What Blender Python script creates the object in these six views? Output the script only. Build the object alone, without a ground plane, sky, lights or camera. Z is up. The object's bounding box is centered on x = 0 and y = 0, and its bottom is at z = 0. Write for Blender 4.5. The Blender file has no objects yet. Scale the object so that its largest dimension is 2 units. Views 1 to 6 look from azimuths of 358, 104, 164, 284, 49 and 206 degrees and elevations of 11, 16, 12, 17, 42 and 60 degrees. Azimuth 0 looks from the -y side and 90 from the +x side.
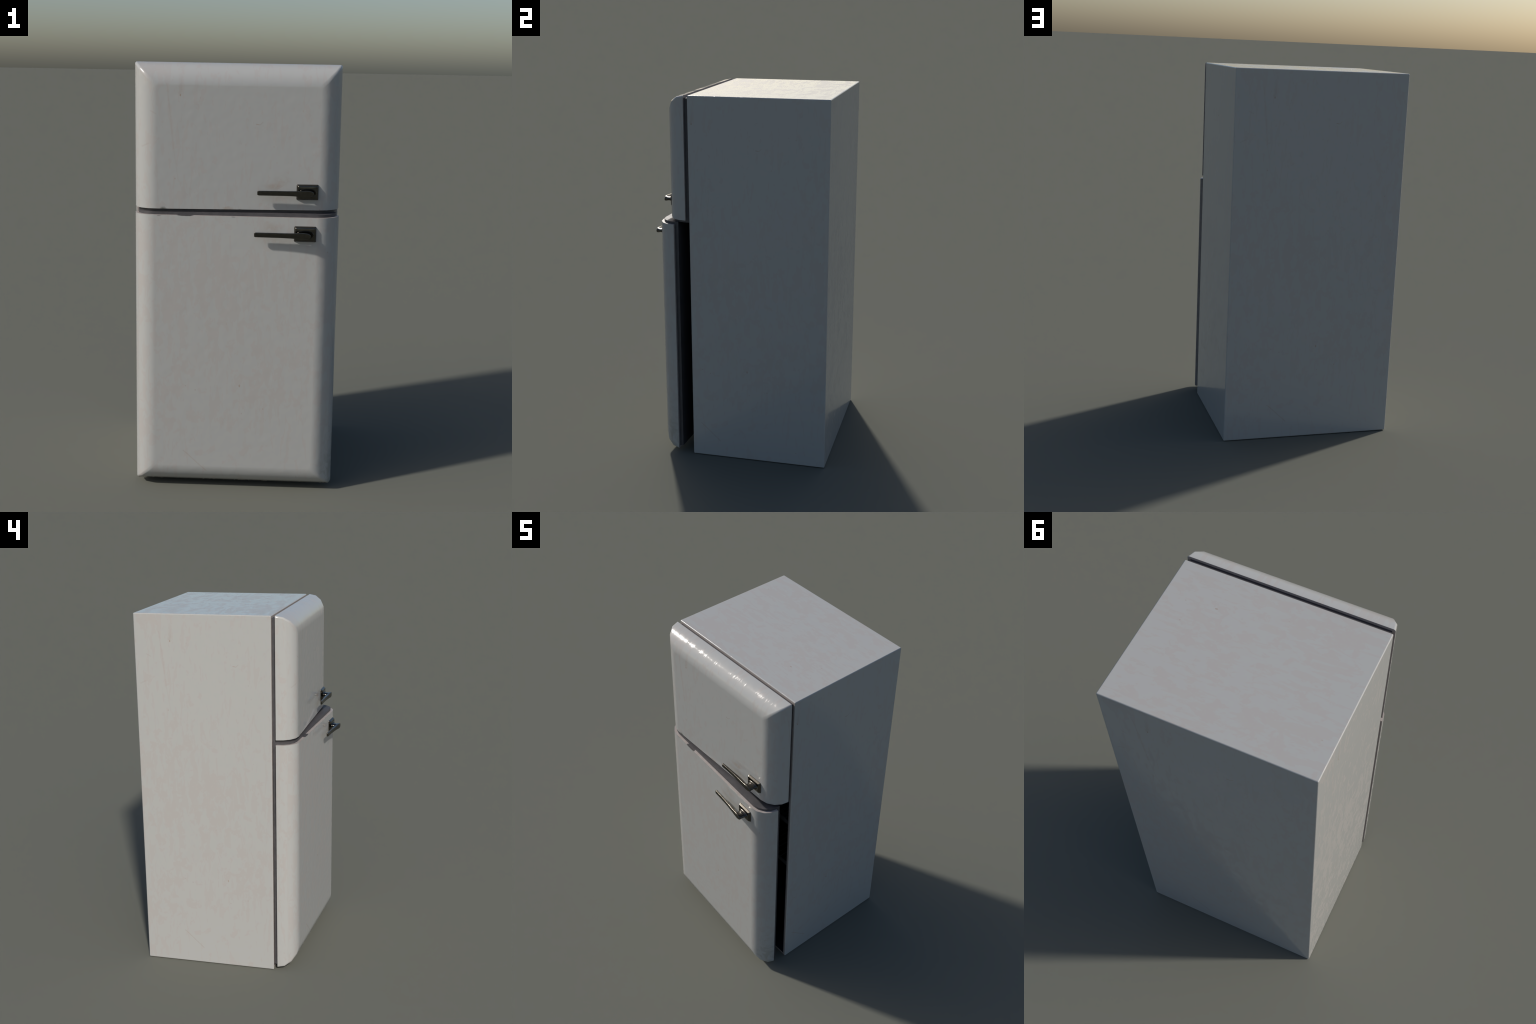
"""Vintage two-door refrigerator, worn white enamel, lower door standing ajar."""
import bpy, bmesh, math
from mathutils import Vector

# ------------------------------------------------------------------ sizes (m)
CAB_X, CAB_FRONT, CAB_BACK, CAB_TOP = 0.4706, -0.2538, 0.4912, 2.0
CAB_EDGE = 0.0055
WALL = 0.016
DOOR_W = 0.9420
HINGE = (-0.4710, -0.2748)
HINGE_LOW = (-0.4723, -0.2750)
AJAR = math.radians(4.05)
ROUND = 0.103            # radius of the rounded door border = door depth
SEG = 4                  # facets across that radius
SHELL = 0.0155           # thickness of the door's enamelled shell
GASKET = 0.0203          # lining stands this far behind the shell
LIP = 0.0136             # lining stands this far past the cut edge of the shell
FREEZER = (1.3458, 2.0)
FRIDGE = (0.0165, 1.3182)
BOX_MID_Y = 0.03         # centre of the side panels' paint pattern


# ------------------------------------------------------------------ node helper
class Graph:
    def __init__(self, name):
        self.mat = bpy.data.materials.new(name)
        self.mat.use_nodes = True
        self.t = self.mat.node_tree
        self.t.nodes.clear()
        self.out = self.t.nodes.new("ShaderNodeOutputMaterial")
        self.bsdf = self.t.nodes.new("ShaderNodeBsdfPrincipled")
        self.t.links.new(self.bsdf.outputs[0], self.out.inputs[0])

    def put(self, sock, v):
        if isinstance(v, bpy.types.NodeSocket):
            self.t.links.new(v, sock)
        else:
            sock.default_value = v

    def set(self, name, v):
        self.put(self.bsdf.inputs[name], v)

    def m(self, op, a, b=0.0, c=None, clamp=False):
        n = self.t.nodes.new("ShaderNodeMath")
        n.operation, n.use_clamp = op, clamp
        self.put(n.inputs[0], a)
        self.put(n.inputs[1], b)
        if c is not None:
            self.put(n.inputs[2], c)
        return n.outputs[0]

    def add(self, a, b): return self.m("ADD", a, b)
    def sub(self, a, b): return self.m("SUBTRACT", a, b)
    def mul(self, a, b): return self.m("MULTIPLY", a, b)
    def mx(self, a, b): return self.m("MAXIMUM", a, b)

    def step(self, v, lo, hi, a=0.0, b=1.0):
        """smooth ramp: a below lo, b above hi"""
        n = self.t.nodes.new("ShaderNodeMapRange")
        n.interpolation_type = "SMOOTHSTEP"
        self.put(n.inputs["Value"], v)
        n.inputs["From Min"].default_value, n.inputs["From Max"].default_value = lo, hi
        n.inputs["To Min"].default_value, n.inputs["To Max"].default_value = a, b
        return n.outputs["Result"]

    def lerp(self, f, a, b):
        return self.add(a, self.mul(f, self.sub(b, a)))

    def vec(self, x, y, z):
        n = self.t.nodes.new("ShaderNodeCombineXYZ")
        for s, v in zip(n.inputs, (x, y, z)):
            self.put(s, v)
        return n.outputs[0]

    def xyz(self, v):
        n = self.t.nodes.new("ShaderNodeSeparateXYZ")
        self.put(n.inputs[0], v)
        return n.outputs

    def coords(self):
        n = self.t.nodes.new("ShaderNodeTexCoord")
        return n.outputs["Object"], n.outputs["Normal"]

    def noise(self, v, scale, detail=3.0, rough=0.5, dist=0.0):
        n = self.t.nodes.new("ShaderNodeTexNoise")
        self.put(n.inputs["Vector"], v)
        for k, x in (("Scale", scale), ("Detail", detail), ("Roughness", rough), ("Distortion", dist)):
            n.inputs[k].default_value = x
        return n.outputs["Fac"]

    def voronoi(self, v, scale):
        n = self.t.nodes.new("ShaderNodeTexVoronoi")
        self.put(n.inputs["Vector"], v)
        n.inputs["Scale"].default_value = scale
        return n.outputs["Distance"]

    def mix(self, f, a, b):
        n = self.t.nodes.new("ShaderNodeMix")
        n.data_type = "RGBA"
        self.put(n.inputs[0], f)
        self.put(n.inputs[6], a if isinstance(a, bpy.types.NodeSocket) else (*a, 1.0))
        self.put(n.inputs[7], b if isinstance(b, bpy.types.NodeSocket) else (*b, 1.0))
        return n.outputs[2]

    def bump(self, h, strength, dist, prev=None):
        n = self.t.nodes.new("ShaderNodeBump")
        n.inputs["Strength"].default_value, n.inputs["Distance"].default_value = strength, dist
        self.put(n.inputs["Height"], h)
        if prev is not None:
            self.put(n.inputs["Normal"], prev)
        return n.outputs[0]

    # marks on a panel, in panel coordinates s (across) and z (up)
    def spot(self, s, z, cs, cz, rs, rz, wob=None, amount=0.6, soft=0.5):
        a = self.m("DIVIDE", self.sub(s, cs), rs)
        b = self.m("DIVIDE", self.sub(z, cz), rz)
        d = self.m("SQRT", self.add(self.mul(a, a), self.mul(b, b)))
        if wob is not None:
            d = self.add(d, self.mul(self.sub(wob, 0.5), amount * 2))
        return self.step(d, 1.0 - soft, 1.0, 1.0, 0.0)

    def stroke(self, s, z, p, q, width, wob=None):
        """thin mark from p to q, fading at its sides"""
        dx, dz = q[0] - p[0], q[1] - p[1]
        ln = math.hypot(dx, dz)
        ux, uz = dx / ln, dz / ln
        rs, rz = self.sub(s, p[0]), self.sub(z, p[1])
        along = self.add(self.mul(rs, ux), self.mul(rz, uz))
        across = self.m("ABSOLUTE", self.sub(self.mul(rs, uz), self.mul(rz, ux)))
        over = self.mx(self.mx(self.mul(along, -1.0), self.sub(along, ln)), 0.0)
        d = self.add(across, over)
        if wob is not None:
            d = self.add(d, self.mul(self.sub(wob, 0.5), width * 1.2))
        return self.step(d, width * 0.25, width, 1.0, 0.0)


ENAMEL = (0.388, 0.389, 0.379)
STAIN = (0.386, 0.366, 0.350)
RUST = (0.30, 0.225, 0.165)
CHIP = (0.060, 0.056, 0.058)


def enamel(name, ox, oy, top_pattern, marks=None):
    """aged white enamel; ox, oy shift object coordinates to the closed-fridge frame"""
    g = Graph(name)
    obj, nor = g.coords()
    px, py, pz = g.xyz(obj)
    x, y, z = g.add(px, ox), g.add(py, oy), pz
    nx, ny, nz = g.xyz(nor)
    side = g.step(g.m("ABSOLUTE", nx), 0.80, 0.84)
    back = g.step(ny, 0.5, 0.6)
    left = g.step(nx, -0.1, 0.1, 1.0, -1.0)            # +1 left wall, -1 right wall
    s_front = g.lerp(back, x, g.mul(x, -1.0))
    s_side = g.mul(left, g.sub(BOX_MID_Y, y))
    s = g.lerp(side, s_front, s_side)
    v = z
    if top_pattern:
        top = g.step(nz, 0.70, 0.74)
        s = g.lerp(top, s, g.add(y, 0.1))
        v = g.lerp(top, z, g.add(g.mul(x, -1.0), 0.75))

    # stains: flat thin patches with crisp borders, drawn out down the panel
    run = g.vec(g.mul(s, 1.0), g.mul(v, 0.22), 0.37)
    blot = g.vec(s, g.mul(v, 0.62), 1.7)
    dens = g.noise(g.vec(g.mul(s, 1.2), v, 5.1), 2.3, 2.0)
    low = g.step(v, 0.1, 0.75)
    high = g.step(v, 1.05, 1.75, 1.0, 0.25)
    where = g.mul(g.mul(low, high), 0.055)
    where = g.add(where, g.mul(g.sub(dens, 0.5), 0.20))
    n1 = g.add(g.noise(run, 34.0, 5.0, 0.60, 0.6), where)
    n2 = g.add(g.noise(blot, 21.0, 6.0, 0.60, 0.4), where)
    n3 = g.noise(g.vec(s, v, 9.3), 95.0, 3.0, 0.6)
    st = g.mx(g.mul(g.step(n1, 0.580, 0.600), 0.85), g.step(n2, 0.600, 0.615))
    st = g.mx(st, g.mul(g.step(n2, 0.52, 0.64), 0.25))
    st = g.mul(st, g.step(n3, 0.28, 0.48, 0.55, 1.0))
    fine = g.noise(g.vec(s, g.mul(v, 0.8), 3.3), 320.0, 2.0, 0.6)

    col = g.mix(g.mul(st, 0.82), ENAMEL, STAIN)
    col = g.mix(g.mul(g.step(fine, 0.60, 0.78), 0.16), col, STAIN)
    # specks
    vor = g.voronoi(g.vec(s, g.mul(v, 0.8), 0.0), 19.0)
    pick = g.noise(g.vec(s, v, 2.0), 9.0, 1.0)
    speck = g.mul(g.step(vor, 0.035, 0.085, 1.0, 0.0), g.step(pick, 0.56, 0.62))
    col = g.mix(g.mul(speck, 0.35), col, RUST)

    # the same few old marks on every panel
    wob = g.noise(g.vec(s, v, 7.7), 70.0, 3.0, 0.6)
    drip = g.mul(g.stroke(s, v, (-0.2600, 1.945), (-0.2625, 1.862), 0.0110, wob), g.step(v, 1.845, 1.96, 0.24, 0.06))
    col = g.mix(drip, col, RUST)
    col = g.mix(g.mul(g.spot(s, v, -0.2622, 1.856, 0.0045, 0.0070, wob), 0.70), col, RUST)
    for p, q, w, k in (
            ((0.078, 1.732), (0.092, 1.7295), 0.0032, 0.5), ((0.095, 1.729), (0.108, 1.741), 0.0030, 0.28),
            ((-0.236, 0.193), (-0.222, 0.183), 0.0034, 0.25), ((-0.222, 0.183), (-0.125, 0.092), 0.0042, 0.26),
            ((-0.322, 1.905), (-0.305, 1.76), 0.0055, 0.12), ((-0.305, 1.76), (-0.292, 1.62), 0.0055, 0.11),
            ((-0.292, 1.62), (-0.270, 1.47), 0.0055, 0.08), ((-0.395, 1.785), (-0.372, 1.772), 0.0045, 0.16),
            ((-0.435, 1.625), (-0.405, 1.640), 0.0050, 0.16)):
        col = g.mix(g.mul(g.stroke(s, v, p, q, w, wob), k), col, RUST)
    for cs, cz, rs, rz, k in ((-0.172, 0.655, 0.040, 0.062, 0.55), (0.150, 0.690, 0.055, 0.070, 0.45),
                              (-0.045, 0.575, 0.022, 0.05, 0.45), (-0.030, 0.79, 0.028, 0.035, 0.4),
                              (0.028, 0.519, 0.004, 0.007, 1.2), (0.085, 0.445, 0.030, 0.035, 0.5)):
        col = g.mix(g.mul(g.spot(s, v, cs, cz, rs, rz, wob, 0.35, 0.12), 0.45 * k), col, STAIN if k < 1 else RUST)
    dark = None
    if marks:
        col, dark = marks(g, col, x, z, nx, ny, wob)
    g.set("Base Color", col)

    # gloss: shiny coat broken by the duller stains
    rough = g.lerp(st, 0.085, 0.25)
    rough = g.add(rough, g.mul(g.sub(n3, 0.5), 0.05))
    if dark is not None:
        rough = g.lerp(dark, rough, 0.55)
    g.set("Roughness", rough)
    g.set("Specular IOR Level", 0.5)
    # paint skin: faint orange peel, brush-like runs and a few flakes
    peel = g.noise(g.vec(s, v, y), 26.0, 1.5, 0.45)
    dash = g.step(g.noise(g.vec(s, g.mul(v, 0.16), 6.1), 90.0, 2.0, 0.5), 0.70, 0.78)
    skin = g.bump(peel, 0.10 if top_pattern else 0.25, 0.003)
    skin = g.bump(g.mul(dash, g.step(n2, 0.50, 0.60)), 0.10, 0.0005, skin)
    skin = g.bump(fine, 0.02, 0.0004, skin)
    g.set("Normal", skin)
    return g.mat


def freezer_marks(g, col, x, z, nx, ny, wob):
    """rust under the rim, smudges by the handle, a bruise on the cut edge"""
    sm = g.noise(g.vec(g.add(x, g.mul(z, -0.5)), g.mul(z, 1.3), 4.0), 26.0, 4.0, 0.55, 0.6)
    for cx, cz, rx, rz, k in ((0.165, 1.452, 0.070, 0.024, 0.75), (0.20, 1.480, 0.060, 0.030, 0.45), (0.19, 1.398, 0.11, 0.030, 0.35)):
        col = g.mix(g.mul(g.mul(g.spot(x, z, cx, cz, rx, rz, sm, 0.7, 0.8), k * 0.60), g.step(sm, 0.30, 0.62)), col, RUST)
    col = g.mix(g.mul(g.spot(x, z, -0.045, 1.342, 0.032, 0.022, wob, 0.4, 0.5), 0.40), col, RUST)
    bruise = g.mul(g.spot(x, z, -0.339, 1.342, 0.021, 0.0165, wob, 0.3, 0.7), 0.85)
    bruise = g.mx(bruise, g.mul(g.spot(x, z, 0.010, 1.343, 0.010, 0.007, wob, 0.3, 0.7), 0.6))
    return g.mix(bruise, col, (0.09, 0.095, 0.08)), bruise


def fridge_marks(g, col, x, z, nx, ny, wob):
    sm = g.noise(g.vec(g.add(x, g.mul(z, -0.4)), g.mul(z, 1.1), 8.0), 26.0, 4.0, 0.55, 0.6)
    for cx, cz, rx, rz, k in ((0.165, 1.266, 0.065, 0.026, 0.6), (0.15, 1.288, 0.045, 0.022, 0.4), (0.19, 1.210, 0.11, 0.026, 0.4)):
        col = g.mix(g.mul(g.mul(g.spot(x, z, cx, cz, rx, rz, sm, 0.7, 0.8), k * 0.60), g.step(sm, 0.30, 0.62)), col, RUST)
    edge = g.step(ny, -0.9, -0.4, 1.0, 1.0)
    chip = g.spot(x, z, -0.229, 1.3205, 0.043, 0.0062, wob, 0.35, 0.25)
    chip = g.mx(chip, g.mul(g.spot(x, z, -0.349, 1.3155, 0.012, 0.0035, wob, 0.4, 0.6), 0.45))
    chip = g.mx(chip, g.mul(g.spot(x, z, -0.010, 1.3155, 0.012, 0.0035, wob, 0.4, 0.6), 0.45))
    chip = g.mul(chip, edge)
    # darker, less blue streaks low on the swinging side
    foot = g.noise(g.vec(g.mul(x, 1.0), g.mul(z, 0.45), 2.0), 38.0, 5.0, 0.6, 0.6)
    f = g.mul(g.step(foot, 0.42, 0.62), g.mul(g.step(z, 0.04, 0.42, 1.0, 0.0), g.step(nx, 0.25, 0.75)))
    col = g.mix(g.mul(f, 0.55), col, (0.26, 0.26, 0.22))
    return g.mix(chip, col, CHIP), chip


def plain(name, base, alt, rough, scale=40.0, metallic=0.0, grain=0.15, chip=False):
    g = Graph(name)
    obj, _ = g.coords()
    n = g.noise(obj, scale, 4.0, 0.55)
    col = g.mix(g.step(n, 0.38, 0.66), base, alt)
    if chip:                                   # bare patch on the front of the cut edge
        x, y, _ = g.xyz(obj)
        col = g.mix(g.mul(g.spot(x, y, -0.229 - HINGE[0], -0.100, 0.042, 0.040, n, 0.3, 0.2), g.step(y, -0.0882, -0.0872, 1.0, 0.0)), col, CHIP)
    g.set("Base Color", col)
    g.set("Roughness", g.add(rough, g.mul(g.sub(n, 0.5), 0.18)))
    g.set("Metallic", metallic)
    g.set("Normal", g.bump(g.noise(obj, scale * 6, 2.0), grain, 0.0006))
    return g.mat


def bronze(name):
    g = Graph(name)
    obj, _ = g.coords()
    geo = g.t.nodes.new("ShaderNodeNewGeometry")
    worn = g.step(geo.outputs["Pointiness"], 0.52, 0.60)
    n = g.noise(obj, 90.0, 5.0, 0.6)
    n2 = g.noise(obj, 260.0, 3.0, 0.6)
    col = g.mix(g.step(n, 0.40, 0.66), (0.084, 0.079, 0.069), (0.108, 0.100, 0.086))
    col = g.mix(g.mul(worn, 0.45), col, (0.26, 0.24, 0.20))
    g.set("Base Color", col)
    g.set("Metallic", 1.0)
    g.set("Roughness", g.add(0.19, g.mul(g.sub(n2, 0.45), 0.12)))
    g.set("Normal", g.bump(n, 0.008, 0.0004))
    return g.mat


# ------------------------------------------------------------------ mesh helpers
def finish(bm, name, mats, parent, smooth=35.0, loc=(0, 0, 0), weighted=False):
    bmesh.ops.recalc_face_normals(bm, faces=bm.faces)
    me = bpy.data.meshes.new(name)
    bm.to_mesh(me)
    bm.free()
    for m in mats:
        me.materials.append(m)
    o = bpy.data.objects.new(name, me)
    bpy.context.scene.collection.objects.link(o)
    o.location = loc
    o.parent = parent
    if smooth:
        me.polygons.foreach_set("use_smooth", [True] * len(me.polygons))
        me.set_sharp_from_angle(angle=math.radians(smooth))
    if weighted:
        w = o.modifiers.new("weighted", "WEIGHTED_NORMAL")
        w.keep_sharp, w.weight = True, 60
    return o


def box(name, lo, hi, mats, parent, bevel=0.0, segs=2):
    bm = bmesh.new()
    bmesh.ops.create_cube(bm, size=1.0)
    c = [(a + b) / 2 for a, b in zip(lo, hi)]
    d = [b - a for a, b in zip(lo, hi)]
    for v in bm.verts:
        v.co = Vector(v.co[i] * d[i] + c[i] for i in range(3))
    if bevel:
        bmesh.ops.bevel(bm, geom=list(bm.edges), offset=bevel, segments=segs, profile=0.5, affect="EDGES")
    return finish(bm, name, mats, parent, weighted=bool(bevel))


def open_box(name, lo, hi, wall, mats, parent, bevel=0.0, floor=None):
    """box whose front (-y) face opens into a cavity; rim faces take material 1"""
    bm = bmesh.new()
    x0, y0, z0 = lo
    x1, y1, z1 = hi
    f = wall if floor is None else floor

    def ring(y, w, fl):
        return [bm.verts.new(p) for p in ((x0 + w, y, z0 + fl), (x1 - w, y, z0 + fl), (x1 - w, y, z1 - w), (x0 + w, y, z1 - w))]
    outer_b, outer_f = ring(y1, 0, 0), ring(y0, 0, 0)
    inner_f, inner_b = ring(y0, wall, f), ring(y1 - wall, wall, f)
    bm.faces.new(outer_b)
    bm.faces.new(inner_b)
    rim = []
    for a, b in ((outer_b, outer_f), (outer_f, inner_f), (inner_f, inner_b)):
        for i in range(4):
            j = (i + 1) % 4
            face = bm.faces.new((a[i], a[j], b[j], b[i]))
            if a is outer_f:
                rim.append(face)
    for face in rim:
        face.material_index = len(mats) - 1
    if bevel:
        hard = [e for e in bm.edges if e.verts[0] in outer_b + outer_f and e.verts[1] in outer_b + outer_f]
        bmesh.ops.bevel(bm, geom=hard, offset=bevel, segments=3, profile=0.5, affect="EDGES", material=0)
    return finish(bm, name, mats, parent, weighted=bool(bevel))


def profile(radius, inset=0.0, seg=SEG):
    """quarter round: list of (inset from the side, depth in front of the back plane)"""
    return [(inset + radius * (1 - math.cos(a)), radius * math.sin(a))
            for a in (math.pi / 2 * i / seg for i in range(seg + 1))]


def door_rings(bm, prof, z_round, z_cut, up):
    """rings of 4 corners; the cut end stays at z_cut, other three sides follow the profile"""
    rings = []
    for ins, dep in prof:
        zr = z_round - ins * up
        rings.append([bm.verts.new(p) for p in ((ins, -dep, z_cut), (ins, -dep, zr), (DOOR_W - ins, -dep, zr), (DOOR_W - ins, -dep, z_cut))])
    return rings


def loft3(bm, rings):
    faces = []
    for a, b in zip(rings, rings[1:]):
        for i in range(3):
            faces.append(bm.faces.new((a[i], a[i + 1], b[i + 1], b[i])))
    return faces


def door_shell(name, z_round, z_cut, mats, parent, loc):
    up = 1.0 if z_round > z_cut else -1.0
    bm = bmesh.new()
    outer = door_rings(bm, profile(ROUND), z_round, z_cut, up)
    inner = door_rings(bm, profile(ROUND - SHELL, SHELL), z_round, z_cut, up)
    loft3(bm, outer)
    bm.faces.new(outer[-1])
    loft3(bm, inner)
    bm.faces.new(inner[-1])
    rim = []
    for i in range(3):                                     # back rim
        rim.append(bm.faces.new((outer[0][i], outer[0][i + 1], inner[0][i + 1], inner[0][i])))
    for side in (0, 3):                                    # rim of the cut end
        for k in range(SEG):
            rim.append(bm.faces.new((outer[k][side], outer[k + 1][side], inner[k + 1][side], inner[k][side])))
    rim.append(bm.faces.new((outer[-1][0], outer[-1][3], inner[-1][3], inner[-1][0])))
    for f in rim:
        f.material_index = 1
    bm.edges.index_update()
    mitre = [e for e in bm.edges for k in range(SEG) for c in (1, 2)
             if set(e.verts) == {outer[k][c], outer[k + 1][c]}]
    bmesh.ops.bevel(bm, geom=mitre, offset=0.0095, segments=4, profile=0.5, affect="EDGES", material=0)
    return finish(bm, name, mats, parent, smooth=40.0, loc=loc, weighted=True)


def door_lining(name, z_round, z_cut, mats, parent):
    """dark filling of the door: fits the shell, stands proud behind it and past its cut edge"""
    up = 1.0 if z_round > z_cut else -1.0
    bm = bmesh.new()
    ins = SHELL - 0.0006
    prof = [(ins, -GASKET)] + profile(ROUND - ins, ins)
    rings = door_rings(bm, prof, z_round, z_cut - LIP * up, up)
    loft3(bm, rings)
    bm.faces.new(rings[0])
    bm.faces.new(rings[-1])
    bm.faces.new([r[0] for r in rings] + [r[3] for r in reversed(rings)])
    return finish(bm, name, mats, parent, smooth=30.0, weighted=True)


def rod(bm, p, q, r, n=6):
    """round wire from p to q"""
    p, q = Vector(p), Vector(q)
    d = q - p
    geo = bmesh.ops.create_cone(bm, cap_ends=True, segments=n, radius1=r, radius2=r, depth=d.length)
    rot = Vector((0, 0, 1)).rotation_difference(d.normalized()).to_matrix()
    for v in geo["verts"]:
        v.co = rot @ v.co + (p + q) / 2


def rack(name, x, z, mats, parent):
    """wire shelf: rods from front to back, resting on cross bars"""
    bm = bmesh.new()
    y0, y1 = CAB_FRONT + 0.0086, CAB_BACK - WALL - 0.012
    for y in (y0 + 0.25, y1):
        rod(bm, (-x, y, z - 0.0045), (x, y, z - 0.0045), 0.0030)
    count = 30
    for i in range(1, count):
        px = -x + 2 * x * i / count
        rod(bm, (px, y0, z), (px, y1, z), 0.0018)
    return finish(bm, name, mats, parent, smooth=50.0)


def superring(cx, cz, hx, hz, n, count):
    pts = []
    for i in range(count):
        a = 2 * math.pi * i / count
        c, s = math.cos(a), math.sin(a)
        pts.append((cx + hx * math.copysign(abs(c) ** (2 / n), c), cz + hz * math.copysign(abs(s) ** (2 / n), s)))
    return pts


def roundrect(hx, hz, r, per=5):
    pts = []
    for qx, qz, a0 in ((1, 1, 0), (-1, 1, 90), (-1, -1, 180), (1, -1, 270)):
        for i in range(per):
            a = math.radians(a0 + 90 * i / (per - 1))
            pts.append((qx * (hx - r) + r * math.cos(a), qz * (hz - r) + r * math.sin(a)))
    return pts


def skin(bm, rings):
    loops = [[bm.verts.new(p) for p in r] for r in rings]
    n = len(loops[0])
    for a, b in zip(loops, loops[1:]):
        for i in range(n):
            bm.faces.new((a[i], a[(i + 1) % n], b[(i + 1) % n], b[i]))
    bm.faces.new(loops[0])
    bm.faces.new(loops[-1])


def handle(door, zc, metal):
    """square rose with a recessed collar, and a straight lever turned toward the hinge"""
    px = 0.7871                                   # plate centre along the door
    front = -ROUND
    bm = bmesh.new()
    rings = []
    for out, hx, hz, r in ((-0.002, 0.0500, 0.0355, 0.0050), (0.0015, 0.0500, 0.0355, 0.0050), (0.0025, 0.0496, 0.0351, 0.0052),
                           (0.0112, 0.0452, 0.0307, 0.0056), (0.0124, 0.0442, 0.0297, 0.0056), (0.0131, 0.0430, 0.0285, 0.0055),
                           (0.0135, 0.0412, 0.0267, 0.0050), (0.0141, 0.0340, 0.0200, 0.0060), (0.0144, 0.0220, 0.0110, 0.0060)):
        rings.append([(px + x, front - out, zc + z) for x, z in roundrect(hx, hz, r)])
    skin(bm, rings)
    # collar ring around the neck
    rings = []
    for out, hx, hz in ((0.0125, 0.0392, 0.0194), (0.0148, 0.0388, 0.0190), (0.0163, 0.0374, 0.0178), (0.0161, 0.0354, 0.0160),
                        (0.0146, 0.0338, 0.0146), (0.0136, 0.0325, 0.0136)):
        rings.append([(px + 0.0010 + x, front - out, zc - 0.0018 + z) for x, z in superring(0, 0, hx, hz, 2.5, 48)])
    skin(bm, rings)
    plate = finish(bm, "handle_plate", [metal], door, smooth=50.0, weighted=True)

    bm = bmesh.new()
    zl = zc - 0.0013
    rings = []
    for out, hx, hz, dx in ((0.0125, 0.0330, 0.0142, 0.001), (0.0150, 0.0318, 0.0136, 0.001), (0.0180, 0.0296, 0.0125, 0.001), (0.0220, 0.0275, 0.0114, 0.001),
                            (0.0290, 0.0255, 0.0106, 0.001), (0.0365, 0.0250, 0.0108, 0.001), (0.0430, 0.0256, 0.0116, 0.0), (0.0505, 0.0245, 0.0120, -0.001)):
        rings.append([(px + dx + x, front - out, zl + z) for x, z in superring(0, 0, hx, hz, 2.5, 48)])
    skin(bm, rings)
    rings = []
    tip = 0.5572                                  # free end of the lever along the door
    for dx, hz, face, back, r in (
            (0.0000, 0.0066, 0.0396, 0.0348, 0.0022), (0.0008, 0.0080, 0.0412, 0.0336, 0.0022), (0.0024, 0.0090, 0.0422, 0.0330, 0.0022),
            (0.0048, 0.0095, 0.0427, 0.0328, 0.0022), (0.0080, 0.0101, 0.0429, 0.0328, 0.0022), (0.0500, 0.0102, 0.0438, 0.0332, 0.0022),
            (0.0900, 0.0104, 0.0456, 0.0341, 0.0022), (0.1300, 0.0104, 0.0482, 0.0340, 0.0022), (0.1600, 0.0109, 0.0508, 0.0352, 0.0022),
            (0.1800, 0.0116, 0.0526, 0.0372, 0.0023), (0.1980, 0.0128, 0.0543, 0.0402, 0.0024), (0.2120, 0.0139, 0.0554, 0.0428, 0.0025),
            (0.2230, 0.0145, 0.0562, 0.0445, 0.0026), (0.2330, 0.0140, 0.0566, 0.0458, 0.0028), (0.2425, 0.0122, 0.0566, 0.0460, 0.0030),
            (0.2492, 0.0094, 0.0562, 0.0460, 0.0030), (0.2532, 0.0062, 0.0557, 0.0462, 0.0028), (0.2548, 0.0036, 0.0544, 0.0468, 0.0022)):
        hd, mid = (face - back) / 2, (face + back) / 2
        rings.append([(tip + dx, front - mid + o, zl - 0.0004 + z) for o, z in roundrect(hd, hz + 0.0005, min(r, hd * 0.95), 4)])
    skin(bm, rings)
    lever = finish(bm, "handle_lever", [metal], door, smooth=65.0, weighted=True)
    return plate, lever


# ------------------------------------------------------------------ build
fridge = bpy.data.objects.new("refrigerator", None)
bpy.context.scene.collection.objects.link(fridge)
fridge["label"] = "worn white retro two-door refrigerator, lower door slightly ajar"
fridge["category"] = "refrigerator"

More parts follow.
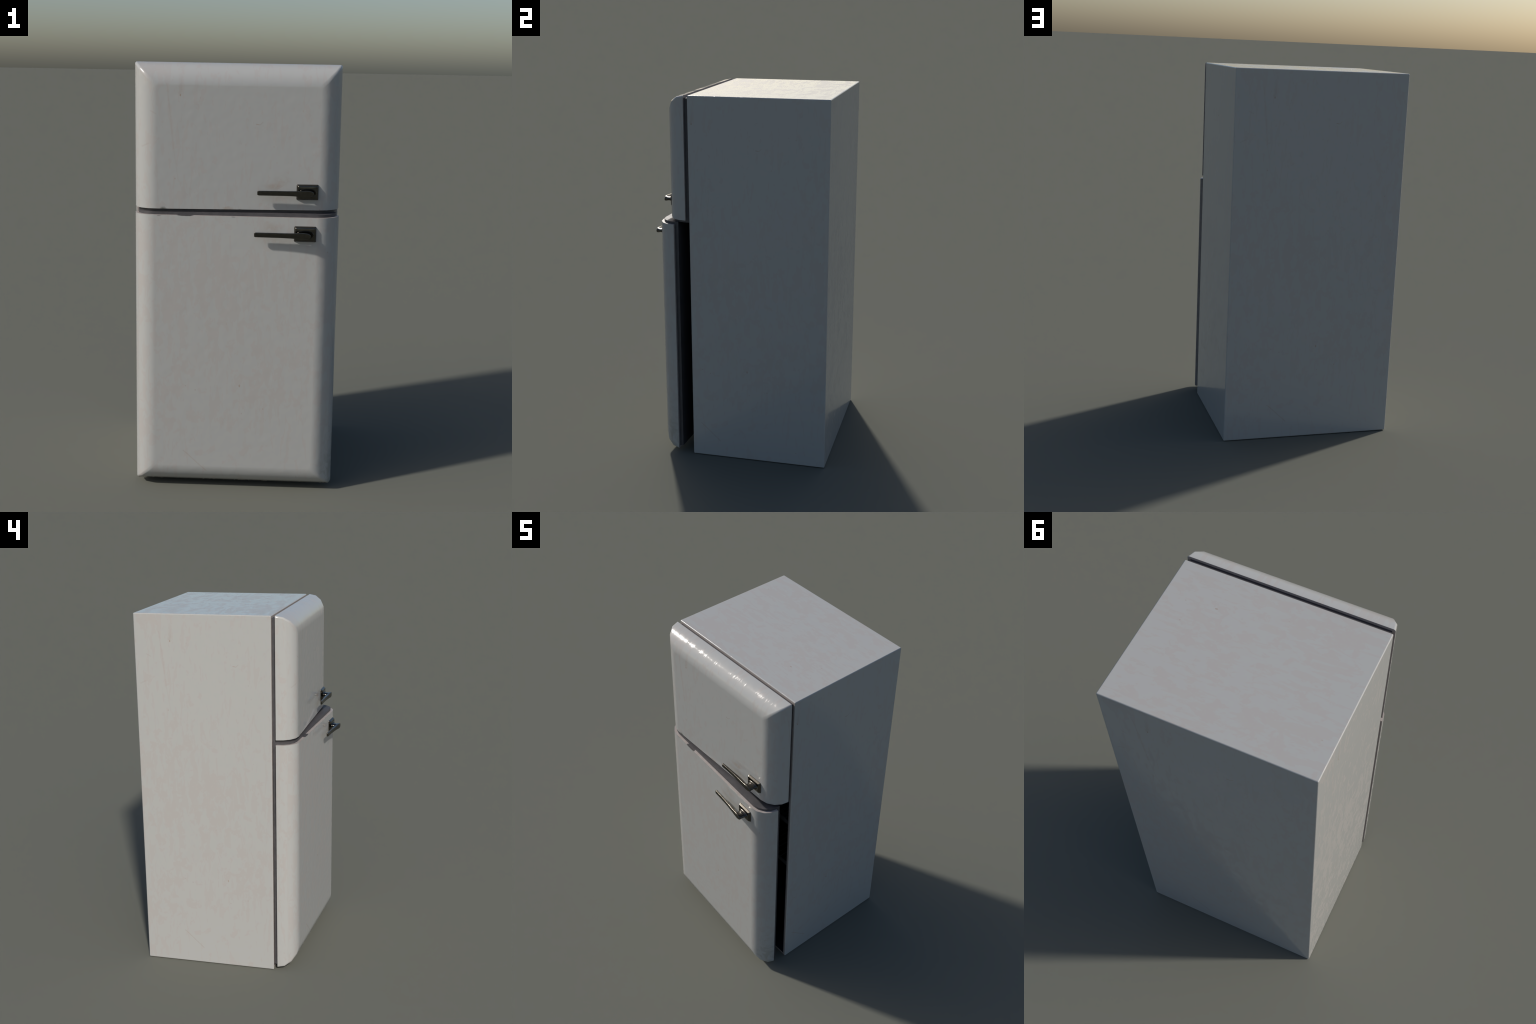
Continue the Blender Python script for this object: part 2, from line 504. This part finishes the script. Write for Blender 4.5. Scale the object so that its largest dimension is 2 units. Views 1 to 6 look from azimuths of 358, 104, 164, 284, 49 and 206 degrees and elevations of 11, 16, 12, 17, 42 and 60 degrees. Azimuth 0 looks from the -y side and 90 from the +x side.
paint_cab = enamel("aged_enamel_cabinet", 0.0, 0.0, True)
paint_freezer = enamel("aged_enamel_freezer_door", HINGE[0], HINGE[1], False, freezer_marks)
paint_fridge = enamel("aged_enamel_fridge_door", HINGE[0], HINGE[1], False, fridge_marks)
rim_paint = plain("yellowed_enamel_edge", (0.335, 0.292, 0.272), (0.365, 0.330, 0.312), 0.40)
rim_chipped = plain("yellowed_enamel_edge_chipped", (0.335, 0.292, 0.272), (0.365, 0.330, 0.312), 0.40, chip=True)
rubber = plain("dark_door_lining", (0.055, 0.052, 0.056), (0.066, 0.062, 0.066), 0.55, 25.0)
liner_mat = plain("dark_inner_liner", (0.045, 0.045, 0.048), (0.056, 0.056, 0.060), 0.5, 25.0)
wire = plain("shelf_metal", (0.040, 0.040, 0.040), (0.062, 0.060, 0.058), 0.4, 60.0, 0.0)
metal = bronze("dark_bronze")

cabinet = open_box("cabinet", (-CAB_X, CAB_FRONT, 0.0), (CAB_X, CAB_BACK, CAB_TOP), WALL, [paint_cab, rim_paint], fridge, CAB_EDGE, 0.013)
w = WALL - 0.001
inner = open_box("inner_liner", (-CAB_X + w, CAB_FRONT + 0.0015, 0.012), (CAB_X - w, CAB_BACK - w, CAB_TOP - w), 0.006, [liner_mat], cabinet)
box("compartment_divider", (-CAB_X + w + 0.005, CAB_FRONT + 0.003, 1.312), (CAB_X - w - 0.005, CAB_BACK - w - 0.005, 1.352), [liner_mat], cabinet)
for zs in (1.167, 0.839):
    x = CAB_X - WALL - 0.0065
    shelf = rack("wire_shelf", x, zs, [wire], cabinet)
    box("shelf_lip", (-x, CAB_FRONT + 0.003, zs - 0.026), (x, CAB_FRONT + 0.0085, zs + 0.004), [wire], shelf, 0.0015)

freezer = door_shell("freezer_door", FREEZER[1], FREEZER[0], [paint_freezer, rim_paint], fridge, (HINGE[0], HINGE[1], 0.0))
door_lining("door_lining", FREEZER[1], FREEZER[0], [rubber], freezer)
handle(freezer, 1.4285, metal)

lower = door_shell("fridge_door", FRIDGE[0], FRIDGE[1], [paint_fridge, rim_chipped], fridge, (HINGE_LOW[0], HINGE_LOW[1], 0.0))
lower.rotation_euler = (0.0, 0.0, -AJAR)
door_lining("door_lining", FRIDGE[0], FRIDGE[1], [rubber], lower)
handle(lower, 1.2445, metal)
